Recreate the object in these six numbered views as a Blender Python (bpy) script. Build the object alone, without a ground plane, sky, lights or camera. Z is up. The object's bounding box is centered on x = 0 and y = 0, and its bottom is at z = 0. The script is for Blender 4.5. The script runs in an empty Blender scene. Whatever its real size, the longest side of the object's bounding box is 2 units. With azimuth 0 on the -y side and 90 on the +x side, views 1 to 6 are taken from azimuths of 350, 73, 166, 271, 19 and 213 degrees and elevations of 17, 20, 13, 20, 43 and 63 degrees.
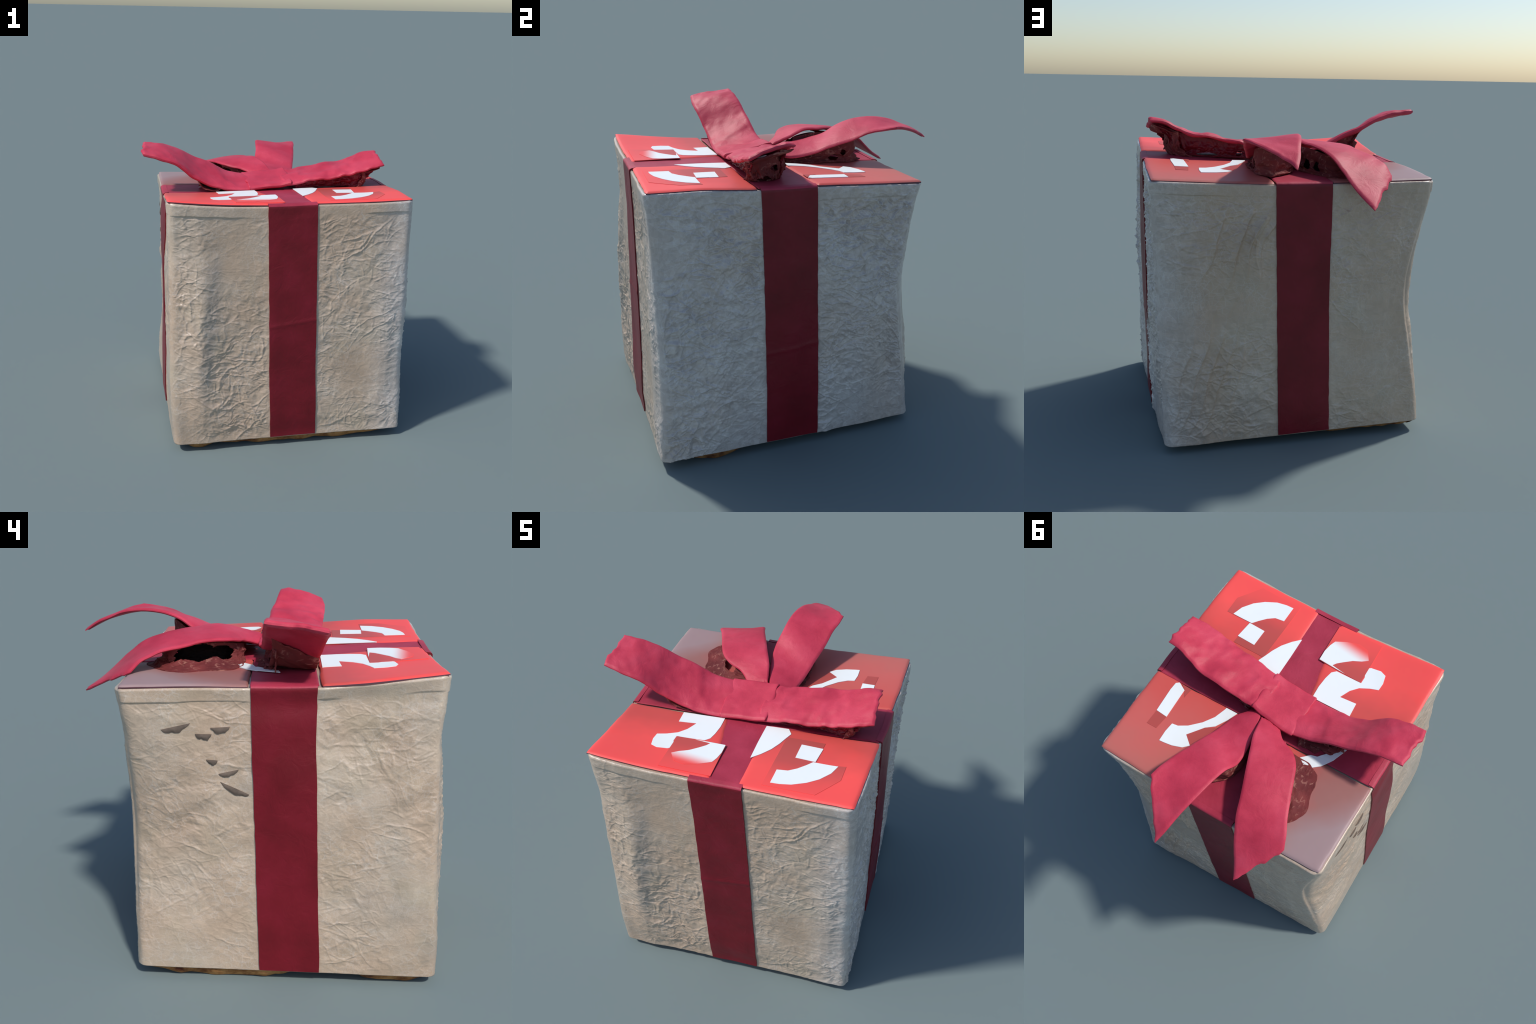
import bpy, math
import numpy as np
from mathutils import Vector

# ---------------------------------------------------------------- helpers
def hash2(i, j, seed):
    h = np.sin(i * 127.1 + j * 311.7 + seed * 74.7) * 43758.5453
    return h - np.floor(h)

def smooth_noise(u, v, seed):
    i, j = np.floor(u), np.floor(v)
    a, b = u - i, v - j
    a, b = a * a * a * (a * (6 * a - 15) + 10), b * b * b * (b * (6 * b - 15) + 10)
    h00, h10 = hash2(i, j, seed), hash2(i + 1, j, seed)
    h01, h11 = hash2(i, j + 1, seed), hash2(i + 1, j + 1, seed)
    return (h00 * (1 - a) + h10 * a) * (1 - b) + (h01 * (1 - a) + h11 * a) * b - 0.5

def facet_noise(u, v, seed):
    """random heights on a lattice of triangles: flat facets with sharp creases"""
    i, j = np.floor(u), np.floor(v)
    a, b = u - i, v - j
    flip = hash2(i, j, seed + 9) > 0.5
    h00, h10 = hash2(i, j, seed), hash2(i + 1, j, seed)
    h01, h11 = hash2(i, j + 1, seed), hash2(i + 1, j + 1, seed)
    one = np.where(a > b, h00 + a * (h10 - h00) + b * (h11 - h10), h00 + b * (h01 - h00) + a * (h11 - h01))
    c = 1 - a
    two = np.where(c > b, h10 + c * (h00 - h10) + b * (h01 - h00), h10 + b * (h11 - h10) + c * (h01 - h11))
    return np.where(flip, two, one) - 0.5

def rot(u, v, degrees, su=1.0, sv=1.0):
    c, s = math.cos(math.radians(degrees)), math.sin(math.radians(degrees))
    return (c * u + s * v) * su, (-s * u + c * v) * sv

def crumple(u, v, seed, fine=1.0):
    """paper crushed and smoothed out again, about -1 .. 1, u and v in metres"""
    wu = u + 0.030 * smooth_noise(u * 9, v * 9, seed) + 0.010 * smooth_noise(u * 27, v * 27, seed + 1)
    wv = v + 0.030 * smooth_noise(u * 9, v * 9, seed + 2) + 0.010 * smooth_noise(u * 27, v * 27, seed + 3)
    h = 0
    for k, (deg, size, amp) in enumerate(((23, 0.085, 0.45), (-31, 0.056, 0.70), (58, 0.038, 0.55), (8, 0.019, 0.20))):
        a, b = rot(wu, wv, deg, 1 / size, 1 / (size * 0.62))
        h = h + amp * (fine if size < 0.045 else 1.0) * facet_noise(a, b, seed + 10 * k)
    # sharp creases: thin ridges that run along the level lines of a few slanted noises
    for k, (deg, size, amp, width) in enumerate(((-26, 0.075, 0.50, 0.060), (34, 0.060, 0.46, 0.070), (12, 0.044, 0.42, 0.09), (-60, 0.046, 0.36, 0.09), (-8, 0.028, 0.34, 0.13), (48, 0.030, 0.28, 0.13), (-38, 0.022, 0.24, 0.16))):
        a, b = rot(wu, wv, deg, 1 / (size * 2.4), 1 / size)
        n = facet_noise(a, b, seed + 100 + 7 * k)
        gate = np.clip(0.55 + 1.6 * smooth_noise(u * 7 + 3 * k, v * 7, seed + 130 + k), 0, 1)
        h = h + amp * (fine if size < 0.047 else 1.0) * gate * (np.clip(1 - np.abs(n) / width, 0, 1) - 0.35)
    return h

def catmull(points, n):
    """smooth curve through the given points, n samples, even in length"""
    p = np.array(points, float)
    q = np.vstack([2 * p[0] - p[1], p, 2 * p[-1] - p[-2]])
    out = []
    for k in range(len(p) - 1):
        t = np.linspace(0, 1, 24, endpoint=False)[:, None]
        a, b, c, d = q[k:k + 4]
        out.append(0.5 * (2 * b + (c - a) * t + (2 * a - 5 * b + 4 * c - d) * t * t + (3 * b - a - 3 * c + d) * t ** 3))
    out = np.vstack(out + [p[-1:]])
    s = np.r_[0, np.cumsum(np.linalg.norm(np.diff(out, axis=0), axis=1))]
    t = np.linspace(0, s[-1], n)
    return np.stack([np.interp(t, s, out[:, i]) for i in range(p.shape[1])], 1)

def make_mesh(name, verts, quads, materials, slots=None, smooth=True, angle=40):
    verts, quads = np.asarray(verts, np.float32), np.asarray(quads, np.int32)
    me = bpy.data.meshes.new(name)
    me.vertices.add(len(verts)); me.vertices.foreach_set("co", verts.ravel())
    k = quads.shape[1]
    me.loops.add(quads.size); me.loops.foreach_set("vertex_index", quads.ravel())
    me.polygons.add(len(quads))
    me.polygons.foreach_set("loop_start", np.arange(0, quads.size, k, dtype=np.int32))
    me.polygons.foreach_set("loop_total", np.full(len(quads), k, np.int32))
    for m in materials:
        me.materials.append(m)
    if slots is not None:
        me.polygons.foreach_set("material_index", np.asarray(slots, np.int32))
    me.update(calc_edges=True)
    me.validate()
    me.polygons.foreach_set("use_smooth", np.full(len(me.polygons), smooth))
    if smooth and angle:
        me.set_sharp_from_angle(angle=math.radians(angle))
    return me

def add(name, mesh, parent, stuff=False):
    o = bpy.data.objects.new(name, mesh)
    bpy.context.scene.collection.objects.link(o)
    o.parent = parent
    if stuff:
        o["kind"] = "stuff"
    return o

def grid_quads(n, m, close_m=False):
    i, j = np.meshgrid(np.arange(n - 1), np.arange(m if close_m else m - 1), indexing="ij")
    j2 = (j + 1) % m
    return np.stack([i * m + j, (i + 1) * m + j, (i + 1) * m + j2, i * m + j2], -1).reshape(-1, 4)

def grid_normals(G):
    du, dv = np.gradient(G, axis=0), np.gradient(G, axis=1)
    N = np.cross(du, dv)
    return N / (np.linalg.norm(N, axis=-1, keepdims=True) + 1e-12)

def slab(G, thick, edge=0.35, side_slot=None):
    """closed sheet with the given upper surface G[n, m]; rim thinned and rounded.
    thick may be an array of the same n, m."""
    n, m = G.shape[:2]
    N = grid_normals(G)
    if N[..., 2].mean() < 0:
        N = -N
    t = np.broadcast_to(np.asarray(thick, float), (n, m))
    a = np.minimum(np.minimum(np.arange(n), np.arange(n)[::-1])[:, None], np.minimum(np.arange(m), np.arange(m)[::-1])[None]).astype(float)
    r = np.clip(a / 2.0, 0, 1)
    f = edge + (1 - edge) * np.sqrt(1 - (1 - r) ** 2)
    top = G - N * (t * (1 - f) * 0.5)[..., None]
    low = G - N * (t * (1 + f) * 0.5)[..., None]
    V = np.vstack([top.reshape(-1, 3), low.reshape(-1, 3)])
    q = grid_quads(n, m)
    rim = np.r_[np.arange(m), np.arange(1, n) * m + m - 1, (n - 1) * m + np.arange(m - 2, -1, -1), np.arange(n - 2, 0, -1) * m]
    nxt, o = np.roll(rim, -1), n * m
    side = np.stack([rim, nxt, nxt + o, rim + o], -1)
    quads = np.vstack([q, q[:, ::-1] + o, side[:, ::-1] if True else side])
    slots = np.r_[np.zeros(2 * len(q), int), np.full(len(side), side_slot or 0)]
    # orient outwards by the first quad's normal
    A, B, C = V[q[0, 0]], V[q[0, 1]], V[q[0, 2]]
    if np.dot(np.cross(B - A, C - B), N[0, 0]) < 0:
        quads = quads[:, ::-1]
    return V, quads, slots

# ---------------------------------------------------------------- materials
def srgb(r, g, b):
    f = lambda c: c / 12.92 if c <= 0.04045 else ((c + 0.055) / 1.055) ** 2.4
    return (f(r / 255), f(g / 255), f(b / 255), 1)

class Nodes:
    def __init__(self, name, rough=0.8, spec=0.3):
        self.mat = bpy.data.materials.new(name)
        self.mat.use_nodes = True
        self.t = self.mat.node_tree
        self.bsdf = self.t.nodes["Principled BSDF"]
        self.bsdf.inputs["Roughness"].default_value = rough
        self.bsdf.inputs["Specular IOR Level"].default_value = spec
        self.co = self.new("ShaderNodeTexCoord").outputs["Object"]
    def new(self, kind, **kw):
        n = self.t.nodes.new(kind)
        for k, v in kw.items():
            setattr(n, k, v)
        return n
    def link(self, a, b):
        self.t.links.new(a, b)
    def mapped(self, scale=(1, 1, 1), rotation=(0, 0, 0), loc=(0, 0, 0)):
        m = self.new("ShaderNodeMapping")
        m.inputs["Scale"].default_value, m.inputs["Rotation"].default_value, m.inputs["Location"].default_value = scale, rotation, loc
        self.link(self.co, m.inputs["Vector"])
        return m.outputs[0]
    def noise(self, scale, detail=4, rough=0.55, vec=None, distortion=0.0):
        n = self.new("ShaderNodeTexNoise")
        n.inputs["Scale"].default_value, n.inputs["Detail"].default_value = scale, detail
        n.inputs["Roughness"].default_value, n.inputs["Distortion"].default_value = rough, distortion
        self.link(vec if vec is not None else self.co, n.inputs["Vector"])
        return n.outputs["Fac"]
    def voronoi(self, scale, feature="DISTANCE_TO_EDGE", vec=None, out="Distance"):
        n = self.new("ShaderNodeTexVoronoi", feature=feature)
        n.inputs["Scale"].default_value = scale
        self.link(vec if vec is not None else self.co, n.inputs["Vector"])
        return n.outputs[out]
    def ramp(self, fac, stops, interp="LINEAR"):
        n = self.new("ShaderNodeValToRGB")
        n.color_ramp.interpolation = interp
        e = n.color_ramp.elements
        while len(e) < len(stops):
            e.new(0.5)
        for k, (p, c) in enumerate(stops):
            e[k].position, e[k].color = p, c if len(c) == 4 else (*c, 1)
        self.link(fac, n.inputs["Fac"])
        return n.outputs["Color"]
    def mix(self, fac, a, b, blend="MIX"):
        n = self.new("ShaderNodeMix", data_type="RGBA", blend_type=blend)
        for v, s in ((fac, n.inputs[0]), (a, n.inputs[6]), (b, n.inputs[7])):
            if isinstance(v, (int, float, tuple)):
                s.default_value = v
            else:
                self.link(v, s)
        return n.outputs[2]
    def math(self, op, a, b=0.0, clamp=False):
        n = self.new("ShaderNodeMath", operation=op, use_clamp=clamp)
        for v, s in ((a, n.inputs[0]), (b, n.inputs[1])):
            if isinstance(v, (int, float)):
                s.default_value = v
            else:
                self.link(v, s)
        return n.outputs[0]
    def axis(self, k):
        n = self.new("ShaderNodeSeparateXYZ")
        self.link(self.co, n.inputs[0])
        return n.outputs[k]
    def bump(self, height, strength, distance, before=None):
        n = self.new("ShaderNodeBump")
        n.inputs["Strength"].default_value, n.inputs["Distance"].default_value = strength, distance
        self.link(height, n.inputs["Height"])
        if before is not None:
            self.link(before, n.inputs["Normal"])
        return n.outputs["Normal"]
    def done(self, colour, normal=None):
        if isinstance(colour, tuple):
            self.bsdf.inputs["Base Color"].default_value = colour
        else:
            self.link(colour, self.bsdf.inputs["Base Color"])
        if normal is not None:
            self.link(normal, self.bsdf.inputs["Normal"])
        return self.mat

def grey(v):
    return (v, v, v, 1)

def paper_material():
    s = Nodes("crumpled_paper", 0.36, 0.6)
    blotch = s.noise(2.3, 3, 0.5)
    c = s.ramp(blotch, [(0.30, srgb(180, 155, 132)), (0.5, srgb(187, 164, 142)), (0.70, srgb(192, 174, 155))])
    tint = s.noise(3.7, 2, 0.5, s.mapped(loc=(3.1, 7.7, 1.3)))
    c = s.mix(s.ramp(tint, [(0.52, grey(0)), (0.72, grey(0.30))]), c, srgb(170, 158, 134))
    smudge = s.noise(1.7, 2, 0.5, s.mapped(loc=(9.1, 2.2, 5.3)))
    c = s.mix(s.ramp(smudge, [(0.62, grey(0)), (0.80, grey(0.5))]), c, srgb(140, 137, 132))
    # soft grey streak on the front, left of the ribbon
    x, y, z = s.axis(0), s.axis(1), s.axis(2)
    off = s.math("ABSOLUTE", s.math("SUBTRACT", s.math("SUBTRACT", x, s.math("MULTIPLY", z, 0.10)), -0.575))
    streak = s.math("MULTIPLY", s.ramp(off, [(0.0, grey(1)), (0.075, grey(0))], "EASE"), s.math("MULTIPLY", s.ramp(z, [(0.30, grey(0)), (0.55, grey(1))]), s.ramp(s.math("MULTIPLY", z, 0.5), [(0.62, grey(1)), (0.72, grey(0))])))
    streak = s.math("MULTIPLY", streak, s.math("LESS_THAN", y, -0.80))
    cool_pale = s.math("MULTIPLY", s.ramp(x, [(0.55, grey(0)), (0.80, grey(1))]), s.ramp(s.noise(2.0, 3), [(0.25, grey(0.35)), (0.6, grey(0.75))]))  # right side paler and cooler in colour
    c = s.mix(cool_pale, c, srgb(194, 189, 187))
    c = s.mix(s.math("MULTIPLY", streak, 0.45), c, srgb(128, 124, 120))
    warped = s.new("ShaderNodeMix", data_type="VECTOR")
    nz = s.new("ShaderNodeTexNoise")
    nz.inputs["Scale"].default_value = 7.0
    s.link(s.co, nz.inputs["Vector"])
    warped.inputs[0].default_value = 0.09
    s.link(s.co, warped.inputs[4]); s.link(nz.outputs["Color"], warped.inputs[5])
    veins = s.voronoi(22, vec=warped.outputs[1])
    patchy = s.ramp(s.noise(5, 3), [(0.42, grey(0)), (0.62, grey(1))])
    line = s.ramp(veins, [(0.0, grey(1)), (0.035, grey(0.35)), (0.075, grey(0))])
    c = s.mix(s.math("MULTIPLY", s.math("MULTIPLY", line, patchy), 0.22), c, srgb(212, 210, 206))
    # crease light and shade painted as facet tones, with bright fold lines
    for k, (size, turn, stretch) in enumerate(((17, (0.5, 0.5, 0.4), (1.0, 1.0, 1.9)), (30, (-0.6, -0.6, 0.2), (1.7, 1.7, 1.0)))):
        m = s.mapped(stretch, turn, (k * 3.3, k * 1.7, k * 2.1))
        bw = s.new("ShaderNodeRGBToBW")
        s.link(s.voronoi(size, "F1", vec=m, out="Color"), bw.inputs[0])
        strong = s.math("ADD", s.math("MULTIPLY", cool_pale, 0.22), 0.12)
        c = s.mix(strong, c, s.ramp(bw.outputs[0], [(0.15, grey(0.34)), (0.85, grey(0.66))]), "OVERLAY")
        fold = s.ramp(s.voronoi(size, vec=m), [(0.0, grey(1)), (0.05, grey(0))])
        gate = s.ramp(s.noise(6, 2, 0.5, s.mapped(loc=(k * 5.0, 2.0, 7.0))), [(0.42, grey(0)), (0.60, grey(1))])
        c = s.mix(s.math("MULTIPLY", s.math("MULTIPLY", fold, gate), s.math("MULTIPLY", strong, 1.5)), c, srgb(218, 217, 216))
    fine = s.noise(75, 5, 0.62, s.mapped((1, 1, 1.5)))
    nrm = s.bump(fine, 0.40, 0.004)
    s.bsdf.inputs["Coat Weight"].default_value = 0.6
    s.bsdf.inputs["Coat Roughness"].default_value = 0.30
    return s.done(c, nrm)

def ribbon_material(name, low, mid, high, rough=0.55):
    s = Nodes(name, rough, 0.35)
    n = s.noise(4.5, 4, 0.55)
    c = s.ramp(n, [(0.32, low), (0.5, mid), (0.70, high)])
    weave = s.noise(160, 3, 0.6)
    c = s.mix(0.10, c, s.ramp(weave, [(0.3, grey(0.0)), (0.7, high)]), "OVERLAY")
    crease = s.noise(11, 4, 0.6, distortion=0.8)
    nrm = s.bump(crease, 0.30, 0.012)
    nrm = s.bump(weave, 0.15, 0.002, nrm)
    return s.done(c, nrm)

def card_material():
    """printed red card, turning mauve towards the rear and the far left"""
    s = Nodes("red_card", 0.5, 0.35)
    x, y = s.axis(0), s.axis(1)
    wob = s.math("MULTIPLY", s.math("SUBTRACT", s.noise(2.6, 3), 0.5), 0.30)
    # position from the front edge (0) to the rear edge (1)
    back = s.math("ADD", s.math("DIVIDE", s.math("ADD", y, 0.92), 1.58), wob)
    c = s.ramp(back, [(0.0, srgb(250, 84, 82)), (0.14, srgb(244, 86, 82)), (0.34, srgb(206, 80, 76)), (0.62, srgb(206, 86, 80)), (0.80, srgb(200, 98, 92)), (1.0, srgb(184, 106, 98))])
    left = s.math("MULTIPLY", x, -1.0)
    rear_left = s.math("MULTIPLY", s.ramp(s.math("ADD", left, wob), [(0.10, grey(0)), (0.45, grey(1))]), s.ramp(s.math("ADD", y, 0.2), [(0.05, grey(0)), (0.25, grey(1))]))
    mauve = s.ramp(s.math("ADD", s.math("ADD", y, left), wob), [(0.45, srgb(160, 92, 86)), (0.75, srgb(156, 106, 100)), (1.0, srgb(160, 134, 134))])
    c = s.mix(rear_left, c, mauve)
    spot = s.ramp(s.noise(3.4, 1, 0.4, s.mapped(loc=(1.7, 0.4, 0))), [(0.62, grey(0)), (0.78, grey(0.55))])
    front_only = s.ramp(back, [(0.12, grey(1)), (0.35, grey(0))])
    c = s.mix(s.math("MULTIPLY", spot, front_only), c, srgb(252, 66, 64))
    nrm = s.bump(s.noise(9, 3), 0.15, 0.01)
    return s.done(c, nrm)

def patch_material():
    s = Nodes("dull_red_print", 0.5, 0.35)
    y = s.axis(1)
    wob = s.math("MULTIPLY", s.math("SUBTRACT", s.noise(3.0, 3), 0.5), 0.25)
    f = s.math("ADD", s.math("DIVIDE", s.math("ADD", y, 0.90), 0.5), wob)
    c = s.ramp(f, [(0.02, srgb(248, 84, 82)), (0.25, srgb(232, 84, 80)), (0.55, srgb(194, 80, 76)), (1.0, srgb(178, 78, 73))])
    return s.done(c)

def plain(name, colour, rough=0.6, vary=0.12, scale=12):
    s = Nodes(name, rough, 0.3)
    dark = tuple(v * (1 - vary) for v in colour[:3]) + (1,)
    return s.done(s.ramp(s.noise(scale, 4), [(0.35, dark), (0.65, colour)]))

def fade_print_material():
    """white print that wears off to red on its front side"""
    s = Nodes("worn_white_print", 0.5, 0.35)
    y, x = s.axis(1), s.axis(0)
    f = s.math("ADD", s.math("MULTIPLY", y, -1.0), s.math("MULTIPLY", x, -0.16))
    c = s.ramp(f, [(0.715, srgb(235, 240, 240)), (0.82, srgb(244, 84, 80))], "EASE")
    return s.done(c)

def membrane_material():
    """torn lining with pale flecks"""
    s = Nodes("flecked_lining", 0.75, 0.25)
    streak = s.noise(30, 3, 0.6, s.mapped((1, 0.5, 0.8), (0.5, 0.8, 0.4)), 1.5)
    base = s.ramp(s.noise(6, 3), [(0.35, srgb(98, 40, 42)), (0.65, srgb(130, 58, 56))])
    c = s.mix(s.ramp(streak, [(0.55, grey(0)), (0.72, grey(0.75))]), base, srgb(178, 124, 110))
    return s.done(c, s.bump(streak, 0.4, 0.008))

def cardboard_material():
    s = Nodes("brown_cardboard", 0.85, 0.2)
    n = s.noise(9, 5, 0.65)
    c = s.ramp(n, [(0.32, srgb(84, 44, 30)), (0.45, srgb(140, 94, 56)), (0.58, srgb(178, 132, 82)), (0.72, srgb(150, 74, 58))])
    return s.done(c, s.bump(s.noise(40, 4), 0.4, 0.01))

PAPER = paper_material()
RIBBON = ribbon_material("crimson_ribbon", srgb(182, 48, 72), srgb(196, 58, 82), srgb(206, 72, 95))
BAND = ribbon_material("shade_darkened_ribbon", srgb(108, 15, 28), srgb(118, 18, 33), srgb(126, 22, 40), 0.42)  # bow crimson darkened: shading of the upright sides baked into the colour
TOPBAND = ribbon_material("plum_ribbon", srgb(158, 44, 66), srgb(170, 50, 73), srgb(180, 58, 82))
CARD = card_material()
PATCH = patch_material()
EDGE = plain("card_edge", srgb(112, 76, 88))
WHITE = plain("white_print", srgb(238, 243, 243), 0.45, 0.03, 4)
WORN = fade_print_material()
LINING = membrane_material()
BOARD = cardboard_material()
PIT_SHADOW = plain("painted_pit_shadow", srgb(112, 98, 88), 0.9, 0.35, 20)
HOLLOW = plain("painted_darkness", srgb(14, 10, 11), 0.9)

# ---------------------------------------------------------------- root
root = bpy.data.objects.new("gift_box", None)
bpy.context.scene.collection.objects.link(root)
root["label"] = "crumpled paper gift box with red card top and crimson ribbon bow"
root["category"] = "gift box"

# ---------------------------------------------------------------- lid height
LID = np.array([(-.74, -.875, 1.695), (0, -.877, 1.663), (.168, -.88, 1.669), (.826, -.913, 1.688), (-.433, -.678, 1.645),
                (.02, -.58, 1.645), (.47, -.53, 1.65), (.336, -.835, 1.668), (.662, -.602, 1.657), (.859, -.006, 1.632),
                (.84, -.318, 1.646), (-.58, .245, 1.592), (.5, .33, 1.59), (.87, .62, 1.583), (-.71, .668, 1.57),
                (-.73, .03, 1.60), (-.73, -.286, 1.614), (.195, .65, 1.558), (-.122, .65, 1.559), (0, -.15, 1.612), (.80, -.63, 1.676)])
def _phi(r):
    return r * r * np.log(r + 1e-9)
_n = len(LID)
_M = np.zeros((_n + 3, _n + 3))
_M[:_n, :_n] = _phi(np.linalg.norm(LID[:, None, :2] - LID[None, :, :2], axis=-1)) + np.eye(_n) * 2e-3
_M[:_n, _n] = 1; _M[:_n, _n + 1:] = LID[:, :2]; _M[_n:, :_n] = _M[:_n, _n:].T
_W = np.linalg.solve(_M, np.r_[LID[:, 2], 0, 0, 0])
def lid(x, y):
    """height of the printed card surface"""
    x, y = np.asarray(x, float), np.asarray(y, float)
    r = np.sqrt((x[..., None] - LID[:, 0]) ** 2 + (y[..., None] - LID[:, 1]) ** 2)
    return _phi(r) @ _W[:_n] + _W[_n] + _W[_n + 1] * x + _W[_n + 2] * y

# ---------------------------------------------------------------- box sides
# the four upright edges, bottom to top: front left, front right, back right, back left
EDGES = [
    catmull([(-.728, -.986, .058), (-.742, -.975, .25), (-.748, -.955, .42), (-.748, -.938, .587), (-.746, -.926, .751), (-.745, -.914, .912), (-.745, -.902, 1.07), (-.745, -.888, 1.225), (-.746, -.874, 1.376), (-.750, -.882, 1.534), (-.752, -.886, 1.682)], 200),
    catmull([(.832, -.972, .062), (.833, -.958, .24), (.832, -.940, .407), (.826, -.934, .578), (.829, -.931, .744), (.831, -.928, .908), (.834, -.926, 1.067), (.831, -.924, 1.224), (.828, -.924, 1.378), (.829, -.926, 1.529), (.827, -.930, 1.678)], 200),
    catmull([(.802, .608, .045), (.812, .580, .22), (.818, .562, .419), (.824, .545, .583), (.830, .528, .745), (.836, .510, .902), (.842, .524, 1.037), (.848, .547, 1.176), (.855, .570, 1.315), (.864, .595, 1.451), (.868, .628, 1.574)], 200),
    catmull([(-.742, .582, .068), (-.724, .588, .206), (-.702, .596, .343), (-.676, .600, .477), (-.652, .606, .609), (-.624, .612, .740), (-.610, .616, .866), (-.612, .622, .990), (-.630, .630, 1.108), (-.654, .638, 1.225), (-.684, .638, 1.337), (-.711, .650, 1.450), (-.714, .670, 1.562)], 200)]
# how far each edge's bend reaches into the side on its right and on its left
REACH = [(2.4, 2.4), (2.4, 8.0), (9.0, 5.0), (8.0, 2.4)]

# ribbon position on each side: centre line at the bottom and at the top, as a fraction of the side, and half width
SIDE_BAND = [(0.512, 0.500, 0.100), (0.504, 0.496, 0.1015), (0.524, 0.526, 0.1005), (0.508, 0.512, 0.100)]
# dents and bulges on each side: (u, t, radius u, radius t, depth in m; + is outward)
DENTS = [
    [(0.125, 0.46, 0.055, 0.38, 0.042), (0.20, 0.40, 0.04, 0.3, 0.010), (0.05, 0.55, 0.03, 0.35, 0.010), (0.5, 0.12, 0.6, 0.12, 0.002), (0.93, 0.85, 0.06, 0.12, -0.010), (0.91, 0.35, 0.06, 0.3, 0.014), (0.42, 0.4, 0.04, 0.4, 0.006), (0.5, 0.02, 0.5, 0.05, -0.010)],
    [(0.15, 0.70, 0.16, 0.30, 0.016), (0.78, 0.40, 0.08, 0.36, 0.022), (0.635, 0.25, 0.045, 0.30, 0.026), (0.22, 0.32, 0.05, 0.25, 0.016), (0.50, 0.60, 0.07, 0.40, 0.022), (0.33, 0.4, 0.06, 0.4, -0.006), (0.61, 0.3, 0.05, 0.3, -0.004), (0.92, 0.22, 0.05, 0.20, -0.028), (0.07, 0.4, 0.05, 0.3, 0.010), (0.95, 0.05, 0.1, 0.08, 0.010)],
    [(0.14, 0.75, 0.05, 0.20, 0.008), (0.12, 0.38, 0.06, 0.3, 0.030), (0.25, 0.45, 0.10, 0.3, 0.006), (0.42, 0.5, 0.08, 0.4, 0.006), (0.85, 0.68, 0.07, 0.25, 0.010)],
    [(0.24, 0.66, 0.08, 0.18, 0.010), (0.15, 0.15, 0.1, 0.12, 0.012), (0.42, 0.45, 0.08, 0.2, -0.008), (0.62, 0.3, 0.1, 0.2, -0.008), (0.72, 0.84, 0.17, 0.12, -0.030), (0.75, 0.95, 0.25, 0.05, -0.022), (0.3, 0.95, 0.2, 0.05, -0.010), (0.90, 0.5, 0.05, 0.3, 0.014), (0.8, 0.1, 0.3, 0.1, 0.006)]]
ROUGH = [0.0076, 0.0158, 0.0080, 0.0046]
FINE = [0.9, 1.45, 1.0, 0.8]

def side_surface(k, u, t):
    """smooth surface of side k: u along the side (seen from outside, left to right), t from the bottom up"""
    E0, E1 = EDGES[k], EDGES[(k + 1) % 4]
    f = np.linspace(0, 1, 200)
    def on(E, t):
        return np.stack([np.interp(t, f, E[:, i]) for i in range(3)], -1)
    def straight(E, t):
        return E[0] + (E[-1] - E[0]) * t[..., None]
    u_, t_ = u[..., None], t
    base = straight(E0, t_) * (1 - u_) + straight(E1, t_) * u_
    w0, w1 = np.clip(1 - u, 0, 1) ** REACH[k][0], np.clip(u, 0, 1) ** REACH[k][1]
    P = base + (on(E0, t_) - straight(E0, t_)) * w0[..., None] + (on(E1, t_) - straight(E1, t_)) * w1[..., None]
    # the upper edge follows the lid
    d = (E1[0] + E1[-1] - E0[0] - E0[-1]) * 0.5
    N = np.array([d[1], -d[0], 0.0]); N /= np.linalg.norm(N)
    h = 0
    for (cu, ct, ru, rt, a) in DENTS[k]:
        h = h + a * np.exp(-((u - cu) / ru) ** 2 - ((t - ct) / rt) ** 2)
    h = h * np.clip(np.minimum(u, 1 - u) / 0.08, 0, 1)
    return P + N * h[..., None], N

def rim_drop(k, u):
    """how far the lid edge lies below the straight line between two corners"""
    E0, E1 = EDGES[k][-1], EDGES[(k + 1) % 4][-1]
    Q = E0 + (E1 - E0) * u[..., None]
    inward = np.array([-(E1 - E0)[1], (E1 - E0)[0]]); inward /= np.linalg.norm(inward)
    return lid(Q[..., 0] + inward[0] * 0.02, Q[..., 1] + inward[1] * 0.02) - 0.026 - Q[..., 2]

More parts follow.
